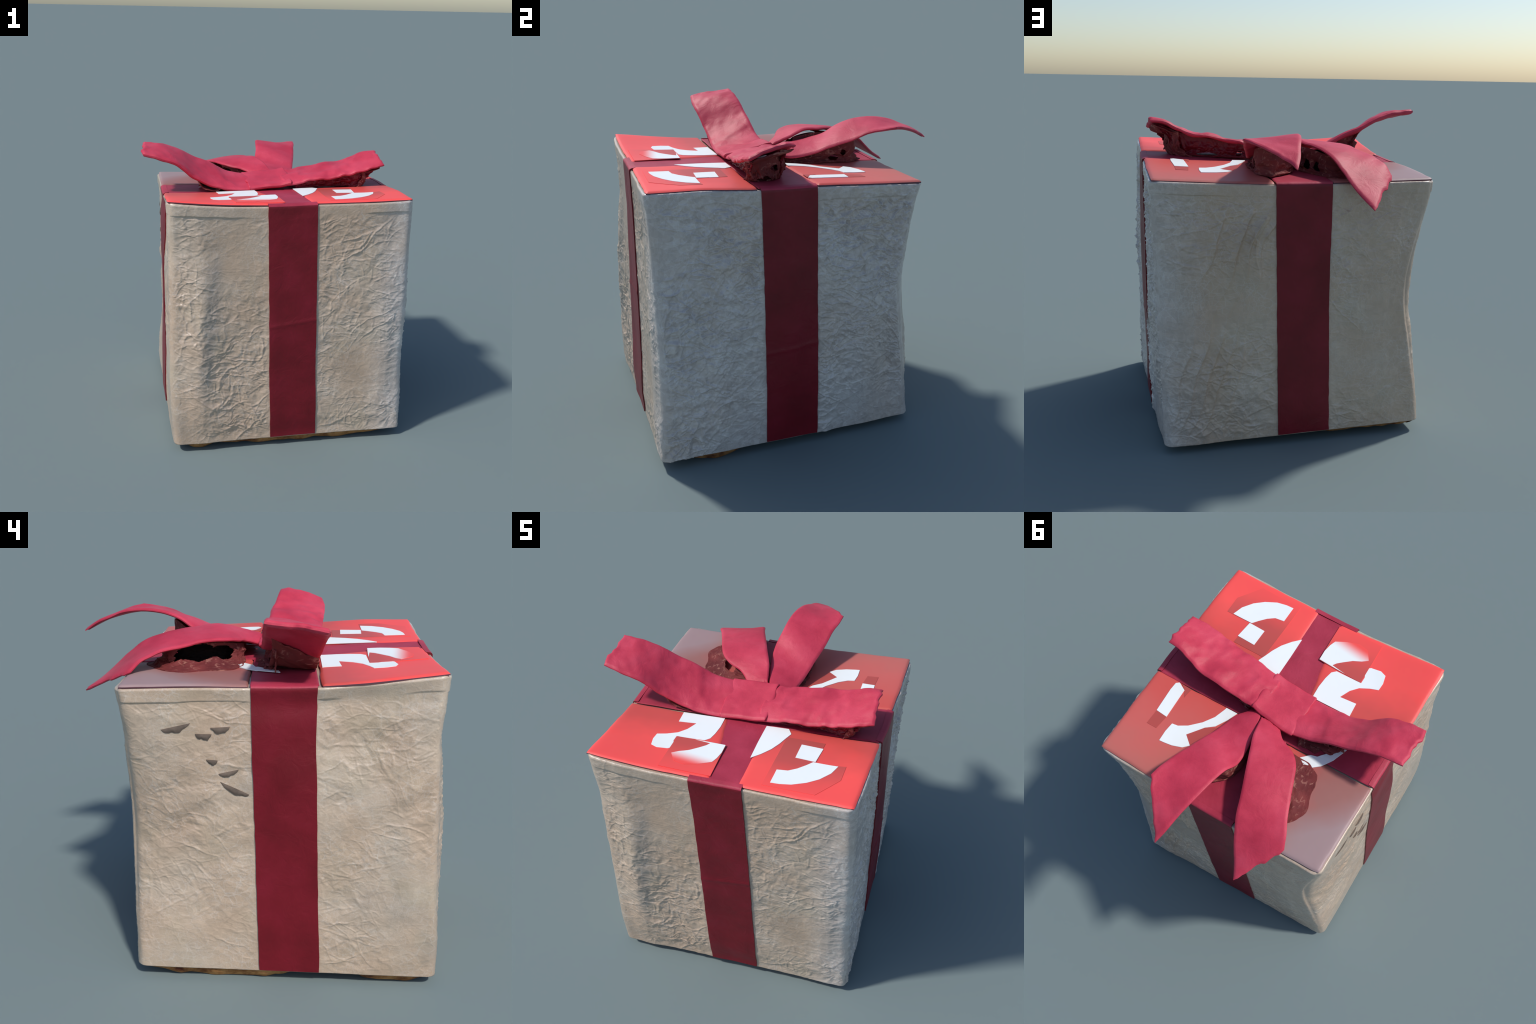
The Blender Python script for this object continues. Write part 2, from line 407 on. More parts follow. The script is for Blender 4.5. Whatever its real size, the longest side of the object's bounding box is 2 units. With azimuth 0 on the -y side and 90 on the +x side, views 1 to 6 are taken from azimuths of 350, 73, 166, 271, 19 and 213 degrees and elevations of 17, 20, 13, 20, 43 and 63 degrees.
# pit shadows on the left side, modelled as dark slivers: (u, t, half length, slope, height)
PIT_SHADOWS = [(.175, .868, .048, .22, .022), (.262, .842, .026, -.04, .020), (.315, .862, .030, .02, .018), (.285, .757, .018, -.1, .016), (.335, .717, .032, .20, .017), (.352, .662, .045, -.50, .020)]
NU, NT = 430, 480
CORNER = 0.034       # corner radius as a fraction of the side
def build_paper():
    rows_t = np.linspace(0, 1, NT)
    cols = []
    for k in range(4):
        u = (np.arange(NU) + 0.5) / NU
        U, T = np.meshgrid(u, rows_t)
        P, N = side_surface(k, U, T)
        P[..., 2] += rim_drop(k, U) * T ** 6
        L = np.linalg.norm(EDGES[(k + 1) % 4][5, :2] - EDGES[k][5, :2])
        H = 1.58
        a, b = U * L + k * 1.60, T * H
        c0, c1, hw = SIDE_BAND[k]
        clear = np.clip((np.abs(U - (c0 + (c1 - c0) * T)) - hw + 0.008) / 0.03, 0, 1)
        h = crumple(a, b, 3.0 + 17 * k, FINE[k]) * ROUGH[k]
        strength = np.clip(0.80 + 1.5 * smooth_noise(a * 2.4, b * 2.4, 40 + k), 0.22, 1.3)
        if k == 1:                                  # smoother area low on the rear half
            strength = strength * (1 - 0.65 * np.exp(-((U - .8) / .2) ** 2 - ((T - .10) / .14) ** 2))
        if k == 2:                                  # long diagonal folds on the back
            wob = 0.035 * smooth_noise(a * 5, b * 5, 77) + 0.012 * facet_noise(a * 14, b * 9, 78)
            for (u0, u1, width, amp) in ((0.00, 0.26, 0.010, 0.022), (0.03, 0.36, 0.010, 0.028), (0.07, 0.42, 0.009, 0.024), (0.12, 0.47, 0.008, 0.016), (0.22, 0.41, 0.008, 0.012), (0.72, 0.80, 0.02, 0.008), (0.86, 0.90, 0.03, 0.010)):
                d = U + wob - (u0 + (u1 - u0) * T)
                h = h + amp * np.exp(-np.where(d > 0, d / (width * 0.6), -d / (width * 2.2))) * np.clip(T * 5, 0.2, 1) * np.clip((0.95 - T) * 8, 0, 1)
        if k == 3:                                  # soft slanting waves on the left
            a2, b2 = rot(a, b, 28)
            h = h + 0.010 * smooth_noise(a2 * 3.0, b2 * 11.0, 91)
            pit_calm = np.zeros_like(U)
            for (cu, ct, ru, slope, hgt) in PIT_SHADOWS:
                pit_calm = np.maximum(pit_calm, np.exp(-((U - cu) / (ru * 1.1)) ** 4 - ((T - ct + 0.012) / 0.026) ** 4))
            h = h * (1 - pit_calm) - 0.004 * pit_calm
            for (cu, ct, ru, slope, amp) in ((.66, .965, .03, 0, -.012),):
                d = (T - ct) - slope * (U - cu)
                h = h + amp * np.exp(-((U - cu) / ru) ** 2) * np.where(d > 0, np.exp(-d / 0.003), np.exp(-(d / 0.035) ** 2))
        # turned down fold under the lid edge
        hem = 0.957 + 0.010 * smooth_noise(a * 4, a * 0 + 3.3, 55 + k) + 0.004 * facet_noise(a * 13, a * 0, 58 + k)
        flap = np.clip((T - hem) / 0.004, 0, 1) * np.clip(0.45 + 2.2 * smooth_noise(a * 3.5, a * 0 + 1.7, 62 + k), 0.0, 1)
        h = h * strength * (0.30 + 0.70 * np.clip((0.965 - T) / 0.03, 0, 1)) + 0.007 * flap
        calm = 0.35 + 0.65 * np.clip(np.minimum(U, 1 - U) / 0.05, 0, 1) if k != 3 else 1.0
        calm = calm * np.clip(np.minimum(U, 1 - U) / 0.015, 0, 1) ** 0.5
        calm = calm * (0.4 + 0.6 * np.clip(T / 0.04, 0, 1))
        P = P + N * (h * clear * calm + 0.006)[..., None]
        # round the upright corners
        for side in (0, 1):
            d = U if side == 0 else 1 - U
            q = np.clip(1 - d / CORNER, 0, 1)
            other = k - 1 if side == 0 else k + 1
            _, N2 = side_surface(other % 4, np.array([0.5]), np.array([0.5]))
            P = P - (N + N2)[None, None] * (q ** 2 * 0.013)[..., None]
        cols.append(P)
    ring = np.concatenate(cols, 1)                   # NT x 4NU
    m = ring.shape[1]
    cen = ring.mean(1, keepdims=True)
    def inset(R, d, dz):
        v = R - R.mean(0); v[:, 2] = 0
        v /= np.maximum(np.abs(v[:, :1] / 0.80), np.abs(v[:, 1:2] / 0.78)) + 1e-9
        Q = R - v * d; Q[:, 2] = R[:, 2] + dz
        return Q
    rows = [inset(ring[0], 0.9, 0.03), inset(ring[0], 0.05, 0.0), inset(ring[0], 0.016, -0.004), inset(ring[0], 0.004, 0.0)]
    rows[0][:, 2] = 0.06
    rows += list(ring)
    rows += [inset(ring[-1], 0.003, 0.006), inset(ring[-1], 0.009, 0.010), inset(ring[-1], 0.022, 0.007)]
    for d in (0.10, 0.35, 0.7, 0.97):
        R = inset(ring[-1], d, 0)
        R[:, 2] = lid(R[:, 0], R[:, 1]) - 0.022
        rows.append(R)
    G = np.stack(rows)
    q = grid_quads(len(rows), m, True)
    return make_mesh("wrapping_paper", G.reshape(-1, 3), q[:, ::-1], [PAPER], angle=None)

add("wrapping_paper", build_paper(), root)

# ---------------------------------------------------------------- slivers coloured dark for the shade inside the pits
for (cu, ct, ru, slope, hgt) in PIT_SHADOWS:
    n, m = 24, 8
    S, W = np.meshgrid(np.linspace(-1, 1, n), np.linspace(0, 1, m), indexing="ij")
    U = cu + ru * S
    T = ct + slope * (U - cu) - W * hgt * (1 - S ** 2) ** 0.7 * (1 + 0.5 * smooth_noise(S * 4, S * 0, cu * 90))
    P, N = side_surface(3, U, T)
    off = 0.0055 + 0.004 * np.sin(W * math.pi) * (1 - S ** 2)
    V = np.vstack([(P + N * off[..., None]).reshape(-1, 3), (P - N * 0.01).reshape(-1, 3)])
    q = grid_quads(n, m)
    rim = np.r_[np.arange(m), np.arange(1, n) * m + m - 1, (n - 1) * m + np.arange(m - 2, -1, -1), np.arange(n - 2, 0, -1) * m]
    nxt = np.roll(rim, -1)
    Q = np.vstack([q, q[:, ::-1] + n * m, np.stack([rim, nxt, nxt + n * m, rim + n * m], -1)[:, ::-1]])
    add("pit_shadow_sliver", make_mesh("pit_shadow_sliver", V, Q, [PIT_SHADOW]), root)

# ---------------------------------------------------------------- ribbon bands on the sides
for k in range(4):
    c0, c1, hw = SIDE_BAND[k]
    n, m = 160, 30
    t = np.linspace(0.004, 0.998, n)
    T, S = np.meshgrid(t, np.linspace(-1, 1, m), indexing="ij")
    edge = 0.0018 * smooth_noise(T * 30, S * 2, 15 + k)
    U = c0 + (c1 - c0) * T + (hw + edge) * S
    P, N = side_surface(k, U, T)
    P[..., 2] += rim_drop(k, U) * T ** 6
    w = 0.0035 * smooth_noise(T * 7, S * 1.4, 31 + k) + 0.0018 * facet_noise(T * 22 + S, S * 2 - T * 6, 33 + k)
    w = w + 0.005 * np.exp(-np.abs(T - (0.50 if k == 0 else 0.39) - 0.012 * S) / 0.006) * (k < 2)
    P = P + N * (0.013 + w)[..., None]
    # turn over the lid edge
    top = P[-1]
    fold_rows = [top + [0, 0, 0.014] - N * 0.001, top + [0, 0, 0.0215] - N * 0.006, top + [0, 0, 0.025] - N * 0.016, top + [0, 0, 0.022] - N * 0.040]
    fold_rows[3][:, 2] = lid(fold_rows[3][:, 0], fold_rows[3][:, 1]) - 0.001
    P = np.concatenate([P, np.stack(fold_rows)])
    n += 4
    Nn = np.broadcast_to(N, P.shape).copy()
    Nn[-4:] = np.stack([np.broadcast_to(v, P[0].shape) for v in (N * 0.9 + [0, 0, .44], N * 0.6 + [0, 0, .8], np.array([0, 0, 1.]), np.array([0, 0, 1.]))])
    low = P - Nn * 0.012
    V = np.vstack([P.reshape(-1, 3), low.reshape(-1, 3)])
    q = grid_quads(n, m)
    rim = np.r_[np.arange(m), np.arange(1, n) * m + m - 1, (n - 1) * m + np.arange(m - 2, -1, -1), np.arange(n - 2, 0, -1) * m]
    nxt = np.roll(rim, -1)
    Q = np.vstack([q[:, ::-1], q + n * m, np.stack([rim, nxt, nxt + n * m, rim + n * m], -1)])
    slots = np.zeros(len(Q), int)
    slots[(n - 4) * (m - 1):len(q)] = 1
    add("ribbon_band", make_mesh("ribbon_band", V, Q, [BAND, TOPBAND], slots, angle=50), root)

# ---------------------------------------------------------------- ribbon bands over the lid
def lid_strip(name, x0, x1, y0, y1, lift, mat, seed, thick=0.010, n=60, m=60, parent=root):
    X, Y = np.meshgrid(np.linspace(x0, x1, n), np.linspace(y0, y1, m), indexing="ij")
    Z = lid(X, Y) + lift + 0.004 * smooth_noise(X * 7, Y * 7, seed)
    V, Q, S = slab(np.stack([X, Y, Z], -1), thick)
    return add(name, make_mesh(name, V, Q, [mat]), parent)

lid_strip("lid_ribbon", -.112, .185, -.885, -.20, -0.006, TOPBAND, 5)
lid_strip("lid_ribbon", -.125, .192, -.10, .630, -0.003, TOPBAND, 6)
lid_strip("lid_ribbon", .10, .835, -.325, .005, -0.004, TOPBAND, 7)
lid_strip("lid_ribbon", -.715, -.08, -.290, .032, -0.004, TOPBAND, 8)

# ---------------------------------------------------------------- card panels
def card(x_edges, y_edges, seed, lift=0.0, rise=None):
    """one quarter of the printed lid; x_edges = (left at front, left at rear, right at front, right at rear)"""
    n, m = 70, 70
    A, B = np.meshgrid(np.linspace(0, 1, n), np.linspace(0, 1, m), indexing="ij")
    xl = x_edges[0] + (x_edges[1] - x_edges[0]) * B
    xr = x_edges[2] + (x_edges[3] - x_edges[2]) * B
    yf = y_edges[0] + (y_edges[1] - y_edges[0]) * A
    yb = y_edges[2] + (y_edges[3] - y_edges[2]) * A
    X = xl + (xr - xl) * A
    Y = yf + (yb - yf) * B
    d = np.minimum(np.minimum(A, 1 - A), np.minimum(B, 1 - B))
    X = X + 0.006 * smooth_noise(Y * 14, X * 3, seed + 2) * (d < 0.02)
    Y = Y + 0.006 * smooth_noise(X * 14, Y * 3, seed + 3) * (d < 0.02)
    Z = lid(X, Y) + lift + 0.006 * smooth_noise(X * 3, Y * 3, seed) - 0.006 * np.exp(-d / 0.02)
    X = X + (0.5 - A) / 0.5 * 0.006 * np.exp(-(np.minimum(A, 1 - A) + np.minimum(B, 1 - B)) / 0.03)
    Y = Y + (0.5 - B) / 0.5 * 0.006 * np.exp(-(np.minimum(A, 1 - A) + np.minimum(B, 1 - B)) / 0.03)
    G = np.stack([X, Y, Z], -1)
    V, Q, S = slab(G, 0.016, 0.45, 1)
    return add("card_panel", make_mesh("card_panel", V, Q, [CARD, EDGE], S), root)

CARDS = [((-.752, -.738, .006, -.085), (-.886, -.892, -.300, -.312), 11), ((.166, .158, .824, .846), (-.902, -.928, -.325, -.332), 12),
         ((.205, .195, .856, .866), (.010, .004, .652, .628), 13), ((-.730, -.716, -.125, -.128), (.040, .035, .660, .652), 14)]
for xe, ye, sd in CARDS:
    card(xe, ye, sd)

def panel_lift(x, y):
    """extra height of the card that lies at x, y"""
    out = np.zeros_like(x)
    for xe, ye, sd in CARDS:
        inside = (x > min(xe) - .03) & (x < max(xe) + .03) & (y > min(ye) - .03) & (y < max(ye) + .03)
        out = np.where(inside, 0.006 * smooth_noise(x * 3, y * 3, sd), out)
    return out

# ---------------------------------------------------------------- printed marks
def decal(name, outline, lift, mat, step=0.02):
    """thin sheet of the given outline, laid on the card"""
    import bmesh
    bm = bmesh.new()
    pts = []
    o = np.array(outline, float)
    for a, b in zip(o, np.roll(o, -1, 0)):
        for s in np.linspace(0, 1, max(2, int(np.linalg.norm(b - a) / step) + 1))[:-1]:
            pts.append(a + (b - a) * s)
    vs = [bm.verts.new((p[0], p[1], 0)) for p in pts]
    f = bm.faces.new(vs)
    f.normal_update()
    if f.normal.z < 0:
        f.normal_flip()
    lo, hi = o.min(0), o.max(0)
    for ax in (0, 1):
        for c in np.arange(lo[ax] + step, hi[ax], step):
            no = [0, 0, 0]; no[ax] = 1
            co = [0, 0, 0]; co[ax] = c
            bmesh.ops.bisect_plane(bm, geom=bm.verts[:] + bm.edges[:] + bm.faces[:], plane_co=co, plane_no=no, dist=1e-5)
    bmesh.ops.triangulate(bm, faces=[f for f in bm.faces if len(f.verts) > 4])
    for v in bm.verts:
        x, y = np.array([v.co.x]), np.array([v.co.y])
        v.co.z = float((lid(x, y) + panel_lift(x, y))[0]) + lift
    ext = bmesh.ops.extrude_face_region(bm, geom=bm.faces[:])
    for g in ext["geom"]:
        if isinstance(g, bmesh.types.BMVert):
            g.co.z -= 0.004
    bmesh.ops.recalc_face_normals(bm, faces=bm.faces[:])
    me = bpy.data.meshes.new(name)
    bm.to_mesh(me); bm.free()
    me.materials.append(mat)
    return add(name, me, root)

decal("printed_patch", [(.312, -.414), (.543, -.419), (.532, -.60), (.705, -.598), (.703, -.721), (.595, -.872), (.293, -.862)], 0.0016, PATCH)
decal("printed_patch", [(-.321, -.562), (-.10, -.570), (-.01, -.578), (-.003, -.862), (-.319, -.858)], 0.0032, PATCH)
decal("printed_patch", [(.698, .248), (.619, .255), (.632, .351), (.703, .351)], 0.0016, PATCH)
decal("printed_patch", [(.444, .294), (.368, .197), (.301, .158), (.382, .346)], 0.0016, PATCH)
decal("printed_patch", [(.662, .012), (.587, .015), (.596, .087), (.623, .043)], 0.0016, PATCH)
decal("printed_mark", [(.661, -.603), (.637, -.672), (.587, -.737), (.526, -.784), (.451, -.82), (.385, -.832), (.334, -.833), (.337, -.716), (.40, -.709), (.445, -.678), (.485, -.637), (.516, -.600)], 0.0032, WHITE)
decal("printed_mark", [(.528, -.595), (.409, -.587), (.413, -.463), (.543, -.471)], 0.0034, WHITE)
decal("printed_mark", [(.162, -.652), (.21, -.605), (.255, -.547), (.287, -.484), (.305, -.435), (.327, -.381), (.30, -.336), (.162, -.336), (.160, -.50)], 0.0032, WHITE)
decal("printed_mark", [(-.203, -.568), (-.102, -.574), (-.012, -.580), (-.010, -.651), (-.020, -.705), (-.035, -.745), (-.103, -.780), (-.184, -.805), (-.250, -.790), (-.292, -.725), (-.255, -.699), (-.203, -.675), (-.155, -.637), (-.121, -.607), (-.105, -.583)], 0.0048, WORN)
decal("printed_mark", [(-.108, -.320), (-.105, -.411), (-.112, -.483), (-.124, -.535), (-.150, -.560), (-.326, -.5615), (-.327, -.607), (-.302, -.668), (-.331, -.688), (-.397, -.696), (-.437, -.680), (-.450, -.623), (-.447, -.571), (-.393, -.554), (-.332, -.524), (-.290, -.478), (-.258, -.410), (-.370, -.418), (-.376, -.320)], 0.0018, WHITE)
decal("printed_mark", [(.568, .411), (.57, .339), (.562, .276), (.522, .27), (.466, .237), (.399, .173), (.351, .104), (.325, .029), (.322, .014), (.242, .014), (.271, .083), (.316, .158), (.368, .197), (.444, .294), (.382, .346), (.418, .38), (.481, .401), (.538, .409)], 0.0032, WHITE)
decal("printed_mark", [(.679, .012), (.623, .043), (.619, .255), (.698, .248), (.703, .082), (.699, .028)], 0.0034, WHITE)
decal("printed_mark", [(-.252, .077), (-.306, .118), (-.342, .105), (-.391, .065), (-.438, -.006), (-.461, -.068), (-.475, -.108), (-.440, -.100), (-.40, -.045), (-.34, .02), (-.300, .030)], 0.0050, WHITE)

# ---------------------------------------------------------------- bow
bow = bpy.data.objects.new("bow", None)
bpy.context.scene.collection.objects.link(bow)
bow.parent = root

def strip_surface(edge_a, edge_b, n, m, crown=0.0, seed=1, wrinkle=0.006, lift=0.0, rise=None):
    A, B = catmull(edge_a, n), catmull(edge_b, n)
    s = np.linspace(0, 1, m)[None, :, None]
    G = A[:, None] * (1 - s) + B[:, None] * s
    N = grid_normals(G)
    if N[..., 2].mean() < 0:
        N = -N
    I, J = np.meshgrid(np.linspace(0, 1, n), np.linspace(0, 1, m), indexing="ij")
    L = np.linalg.norm(np.diff(A, axis=0), axis=1).sum()
    W = np.linalg.norm(A[0] - B[0])
    w = wrinkle * (smooth_noise(I * L * 8, J * W * 10, seed) + 0.7 * smooth_noise(I * L * 20 + J * 2, J * W * 17, seed + 1))
    w = w + wrinkle * 0.8 * facet_noise(I * L * 14 + J, J * W * 11 - I, seed + 3) * np.clip(1.3 - 2.5 * I, 0.3, 1)
    w = w + lift * (np.clip(1.15 - 1.3 * I, 0, 1) if rise is None else np.interp(I, (0, .25, .5, .75, 1), rise)) + crown * (1 - (2 * J - 1) ** 2)
    T = np.gradient(G, axis=0); T /= np.linalg.norm(T, axis=-1, keepdims=True)
    rag = 0.022 * smooth_noise(J * 5, J * 0, seed + 7) + 0.016 * facet_noise(J * 11, J * 0, seed + 8)
    G = G + T * (rag * np.exp(-np.minimum(I, 1 - I) / 0.05))[..., None]
    return G + N * w[..., None], I, J

def strip(name, edge_a, edge_b, mat, thick=0.016, n=90, m=34, parent=bow, **kw):
    G, I, J = strip_surface(edge_a, edge_b, n, m, **kw)
    V, Q, S = slab(G, thick, 0.3)
    return add(name, make_mesh(name, V, Q, [mat], angle=60), parent)

LEFT_FRONT = [(-.878, -.313, 1.888), (-.775, -.327, 1.868), (-.68, -.329, 1.834), (-.597, -.318, 1.784), (-.517, -.308, 1.724), (-.43, -.303, 1.676), (-.33, -.309, 1.648), (-.226, -.314, 1.640), (-.10, -.316, 1.642)]
LEFT_BACK = [(-.864, -.028, 1.918), (-.763, -.026, 1.908), (-.667, -.024, 1.892), (-.581, -.020, 1.859), (-.499, -.020, 1.818), (-.413, -.017, 1.782), (-.327, -.016, 1.745), (-.243, -.010, 1.707), (-.10, 0.0, 1.680)]
RIGHT_FRONT = [(.806, -.370, 1.800), (.729, -.378, 1.785), (.653, -.380, 1.766), (.573, -.373, 1.75), (.492, -.365, 1.734), (.41, -.358, 1.719), (.327, -.35, 1.706), (.242, -.339, 1.691), (.10, -.330, 1.662)]
RIGHT_BACK = [(.806, -.098, 1.852), (.727, -.09, 1.838), (.648, -.076, 1.806), (.566, -.057, 1.778), (.483, -.042, 1.758), (.403, -.040, 1.748), (.321, -.038, 1.737), (.238, -.034, 1.727), (.10, -.030, 1.708)]
TAIL_RIGHT_OUT = [(.16, -.03, 1.655), (.232, .042, 1.640), (.257, .123, 1.640), (.277, .209, 1.656), (.299, .297, 1.684), (.322, .381, 1.71), (.341, .465, 1.735), (.36, .547, 1.761), (.379, .626, 1.781), (.388, .707, 1.793)]
TAIL_RIGHT_IN = [(.085, -.03, 1.685), (.050, .09, 1.690), (.020, .24, 1.697), (.011, .358, 1.712), (.032, .451, 1.762), (.044, .54, 1.790), (.056, .625, 1.799), (.072, .706, 1.795), (.092, .781, 1.778), (.115, .855, 1.745), (.135, .930, 1.716), (.165, .999, 1.667)]
TAIL_LEFT_OUT = [(-.06, -.01, 1.665), (-.13, .073, 1.684), (-.224, .119, 1.704), (-.289, .187, 1.714), (-.328, .273, 1.712), (-.359, .356, 1.699), (-.39, .436, 1.685), (-.423, .516, 1.672), (-.459, .595, 1.645), (-.484, .655, 1.590)]
TAIL_LEFT_IN = [(.07, -.01, 1.700), (.038, .137, 1.733), (-.003, .245, 1.744), (-.04, .342, 1.733), (-.076, .436, 1.718), (-.109, .526, 1.698), (-.135, .614, 1.668), (-.167, .689, 1.618), (-.201, .761, 1.558), (-.24, .832, 1.502), (-.282, .916, 1.456)]

strip("bow_loop", LEFT_FRONT, LEFT_BACK, RIBBON, 0.032, seed=2, wrinkle=0.010, crown=0.003, lift=0.012)
strip("bow_loop", RIGHT_FRONT, RIGHT_BACK, RIBBON, 0.026, seed=5, wrinkle=0.018, crown=0.008, lift=0.012)
strip("bow_tail", TAIL_RIGHT_OUT, TAIL_RIGHT_IN, RIBBON, 0.020, seed=8, crown=0.012, lift=0.016, rise=(0, .7, 1, 1, .6))
strip("bow_tail", TAIL_LEFT_OUT, TAIL_LEFT_IN, RIBBON, 0.020, seed=11, crown=0.008, lift=0.016, rise=(0, .9, 1, .5, -1.2))

# knot: a short band pinched over the middle of the loops
KF = [(-.148, -.322, 1.642), (-.135, -.325, 1.652), (-.06, -.325, 1.655), (.0, -.328, 1.660), (.08, -.332, 1.664), (.145, -.338, 1.682), (.165, -.338, 1.678)]
KB = [(-.158, .006, 1.678), (-.142, .008, 1.690), (-.06, .004, 1.695), (.0, -.004, 1.702), (.08, -.014, 1.712), (.142, -.028, 1.726), (.162, -.028, 1.722)]
strip("bow_knot", KF, KB, RIBBON, 0.034, n=60, seed=21, wrinkle=0.007, crown=0.0, lift=0.0)

# ---------------------------------------------------------------- lining under the loops and the tails
def curtain(name, top, bottom, holes=(), n=170, m=56, sag=0.0, mat=LINING, seed=1, thick=0.006, out=0.012):
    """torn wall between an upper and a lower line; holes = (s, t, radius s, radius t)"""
    A, B = catmull(top, n), catmull(bottom, n)
    foot = np.linspace(0, 1, n)
    D = B - A; D[:, 2] = 0; D /= np.linalg.norm(D, axis=1, keepdims=True) + 1e-6
    B = B + D * (0.030 * facet_noise(foot * 26, foot * 0, seed + 2) + 0.02 * smooth_noise(foot * 9, foot * 0, seed + 3))[:, None]
    s = np.linspace(0, 1, m)[None, :, None]
    flare = s ** 2.6
    fall = 1 - (1 - s) ** 1.7
    G = A[:, None] * (1 - fall) + B[:, None] * fall
    G[..., :2] = A[:, None, :2] * (1 - flare) + B[:, None, :2] * flare
    I, J = np.meshgrid(np.linspace(0, 1, n), np.linspace(0, 1, m), indexing="ij")
    N = grid_normals(G)
    G = G + N * (0.024 * smooth_noise(I * 9, J * 3, seed) + 0.022 * facet_noise(I * 24, J * 6, seed + 1) + 0.008 * facet_noise(I * 60, J * 15, seed + 6))[..., None] * (np.sin(J * math.pi))[..., None]
    q = grid_quads(n, m)
    ic, jc = q[:, 0] // m, q[:, 0] % m
    keep = np.ones(len(q), bool)
    wob = 0.5 * smooth_noise(ic * 0.2, jc * 0.22, seed + 4)
    for (hs, ht, rs, rt) in holes:
        keep &= ((ic / n - hs) / rs) ** 2 + ((jc / m - ht) / rt) ** 2 + wob > 1
    q = q[keep]
    V = np.vstack([G.reshape(-1, 3), (G - N * thick).reshape(-1, 3)])
    Q = np.vstack([q, q[:, ::-1] + n * m])
    # walls round the holes and the outside
    from collections import Counter
    edges = np.vstack([q[:, [0, 1]], q[:, [1, 2]], q[:, [2, 3]], q[:, [3, 0]]])
    have = {(int(a), int(b)) for a, b in edges}
    border = np.array([(a, b) for a, b in sorted(have) if (b, a) not in have])
    Q = np.vstack([Q, np.stack([border[:, 1], border[:, 0], border[:, 0] + n * m, border[:, 1] + n * m], -1)])
    return add(name, make_mesh(name, V, Q, [mat], angle=45), bow)

def on_lid(points, lift=0.004):
    return [(x, y, float(lid(np.array([x]), np.array([y]))[0]) + lift) for x, y in points]

# right loop: lower half of the loop from the tip back under, then its two sides
G_R = [((.785, -.355, 1.782), (.785, -.110, 1.832)), ((.745, -.350, 1.762), (.745, -.115, 1.808)), ((.70, -.345, 1.748), (.69, -.120, 1.785)), ((.66, -.340, 1.735), (.63, -.12, 1.765))]
strip("loop_lining", [g[0] for g in G_R[:4]], [g[1] for g in G_R[:4]], LINING, 0.010, seed=31, wrinkle=0.012)
curtain("loop_lining", [(.66, -.345, 1.745), (.69, -.31, 1.745), (.70, -.24, 1.760), (.69, -.17, 1.775), (.63, -.12, 1.775)],
        on_lid([(.61, -.35), (.665, -.30), (.67, -.23), (.63, -.16), (.56, -.11)]), holes=[(.40, .78, .15, .20), (.62, .30, .08, .10)], seed=33)
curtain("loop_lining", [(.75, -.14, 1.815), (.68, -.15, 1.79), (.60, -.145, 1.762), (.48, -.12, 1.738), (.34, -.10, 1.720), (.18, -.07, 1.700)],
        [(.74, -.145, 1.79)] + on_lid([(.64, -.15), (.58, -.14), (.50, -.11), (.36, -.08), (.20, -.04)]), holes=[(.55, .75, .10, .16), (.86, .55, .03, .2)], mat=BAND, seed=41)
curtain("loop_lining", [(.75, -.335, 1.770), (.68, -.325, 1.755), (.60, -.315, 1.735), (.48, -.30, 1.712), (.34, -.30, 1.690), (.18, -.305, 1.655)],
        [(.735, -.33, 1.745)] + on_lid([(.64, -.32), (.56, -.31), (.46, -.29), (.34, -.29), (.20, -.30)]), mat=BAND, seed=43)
# left loop
G_L = [((-.495, -.295, 1.690), (-.51, -.06, 1.780)), ((-.485, -.295, 1.672), (-.49, -.065, 1.745)), ((-.475, -.292, 1.655), (-.465, -.06, 1.69)), ((-.46, -.29, 1.638), (-.44, -.05, 1.640)), ((-.43, -.29, 1.630), (-.40, -.04, 1.628)), ((-.36, -.29, 1.630), (-.34, -.03, 1.625)), ((-.2, -.28, 1.63), (-.2, -.02, 1.63))]
strip("loop_lining", [g[0] for g in G_L], [g[1] for g in G_L], LINING, 0.010, seed=51, wrinkle=0.016)
curtain("loop_lining", [(-.51, -.07, 1.785), (-.48, -.08, 1.770), (-.44, -.085, 1.752), (-.40, -.075, 1.740), (-.30, -.06, 1.705), (-.18, -.03, 1.675)],
        [(-.50, -.08, 1.76)] + on_lid([(-.46, -.08), (-.44, -.06), (-.40, -.04), (-.32, -.01), (-.20, .02)]), holes=[(.35, .45, .10, .25), (.62, .6, .06, .2)], seed=53)
# right tail: from the outer edge round the rear to the inner edge
curtain("tail_lining", [(.18, .03, 1.635), (.215, .15, 1.642), (.235, .27, 1.67), (.250, .36, 1.700), (.255, .44, 1.720), (.20, .49, 1.742), (.12, .46, 1.740), (.045, .38, 1.705), (.03, .25, 1.685), (.06, .08, 1.675)],
        on_lid([(.22, .045), (.255, .14), (.265, .24), (.262, .34), (.255, .44), (.195, .53), (.10, .46), (.045, .38), (.03, .25), (.05, .09)]), holes=[(.30, .55, .03, .20), (.37, .35, .018, .12)], seed=61)
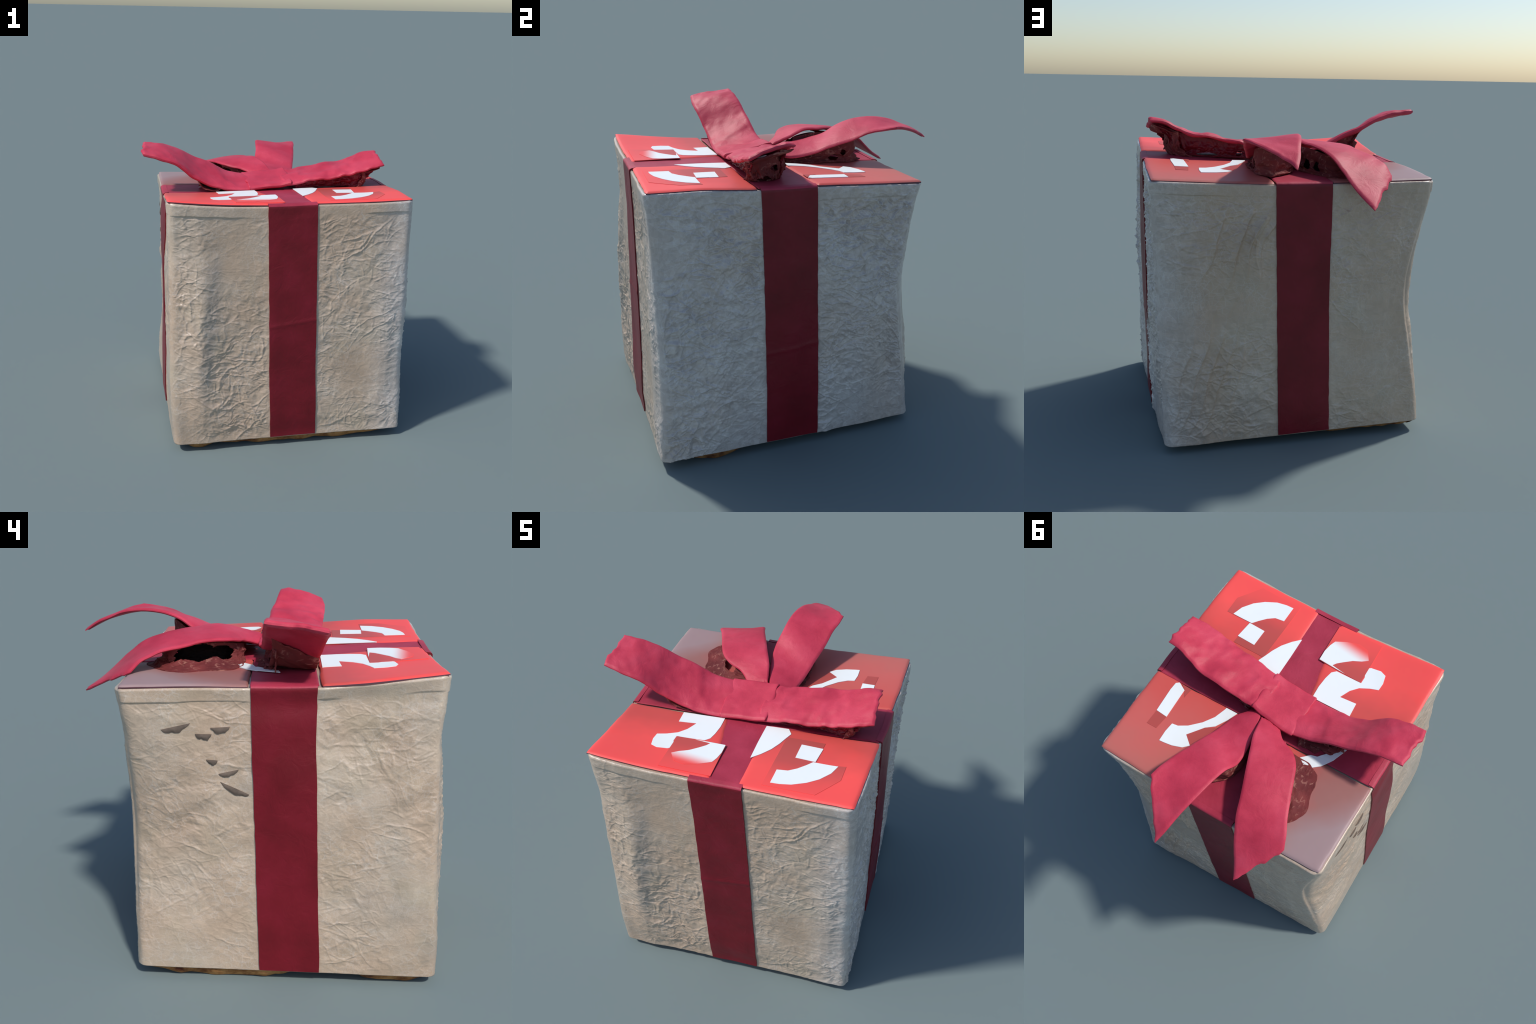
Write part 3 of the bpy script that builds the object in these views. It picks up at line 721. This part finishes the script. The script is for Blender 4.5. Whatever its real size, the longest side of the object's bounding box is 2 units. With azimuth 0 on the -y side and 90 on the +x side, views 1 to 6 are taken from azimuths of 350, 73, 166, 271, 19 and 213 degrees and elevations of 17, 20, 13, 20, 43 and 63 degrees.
# left tail: from the outer edge round the rear to the inner edge
curtain("tail_lining", [(-.09, .09, 1.668), (-.185, .145, 1.688), (-.24, .21, 1.698), (-.275, .30, 1.695), (-.30, .38, 1.686), (-.315, .45, 1.670), (-.26, .50, 1.668), (-.19, .51, 1.675), (-.125, .48, 1.690), (-.085, .40, 1.705), (-.045, .30, 1.716), (.02, .15, 1.715)],
        on_lid([(-.20, .070), (-.345, .095), (-.425, .17), (-.425, .26), (-.465, .35), (-.445, .45), (-.33, .55), (-.21, .60), (-.135, .55), (-.075, .45), (-.03, .34), (.04, .16)]), holes=[(.17, .32, .07, .26), (.31, .30, .11, .30), (.72, .5, .025, .2), (.80, .5, .03, .22)], seed=65)
curtain("blackened_backing", [(-.05, .13, 1.660), (-.11, .19, 1.685), (-.14, .26, 1.695), (-.165, .34, 1.695), (-.19, .40, 1.68), (-.17, .44, 1.675), (-.13, .42, 1.68), (-.07, .30, 1.70), (-.01, .18, 1.70)],  # black wall behind the holes, modelling the darkness under the tail
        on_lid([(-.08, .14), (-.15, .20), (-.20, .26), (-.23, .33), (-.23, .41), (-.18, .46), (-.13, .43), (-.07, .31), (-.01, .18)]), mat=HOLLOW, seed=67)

# ---------------------------------------------------------------- ragged cardboard underside
def build_base():
    per = []
    for k in range(4):
        u = np.linspace(0, 1, 90, endpoint=False)
        P, N = side_surface(k, u, np.zeros_like(u))
        per.append(P - N * (0.008 + 0.014 * smooth_noise(u * 9, u * 0, 70 + k) + 0.012 * facet_noise(u * 31, u * 0, 80 + k) + 0.035 * np.exp(-np.minimum(u, 1 - u) / 0.03))[:, None])
    R = np.vstack(per)
    R[:, :2] *= 0.994
    m = len(R)
    s = np.arange(m) / m
    side, along = np.floor(s * 4).astype(int), (s * 4) % 1
    sag = np.full(m, 0.042)                          # height of the torn edge above the ground
    for k, c, w in ((3, .28, .26), (3, .88, .12), (0, .40, .22), (0, .72, .20), (0, .10, .06), (1, .20, .12)):
        sag = np.where((side == k) & (np.abs(along - c) < w), sag - 0.038 * np.cos((along - c) / w * math.pi / 2) ** 0.7, sag)
    drop = np.clip(sag + 0.012 * smooth_noise(s * 60, s * 0, 3) + 0.010 * facet_noise(s * 120, s * 0, 5), 0.001, 0.06)
    rows = []
    for f, z in ((1.0, None), (1.006, 0.66), (0.992, 0.33), (0.97, 0.0), (0.94, 0.0), (0.6, 0.0), (0.02, 0.0)):
        Q = R.copy(); Q[:, :2] *= f
        if z is None:
            Q[:, 2] = 0.085
        else:
            ground = drop * (1 if f > 0.93 else 0.6)
            Q[:, 2] = ground + (0.075 - ground) * z
        rows.append(Q)
    G = np.stack(rows)
    G[..., 2] -= G[..., 2].min()
    q = grid_quads(len(rows), m, True)
    return make_mesh("cardboard_base", G.reshape(-1, 3), q, [BOARD], angle=35)
add("cardboard_base", build_base(), root)
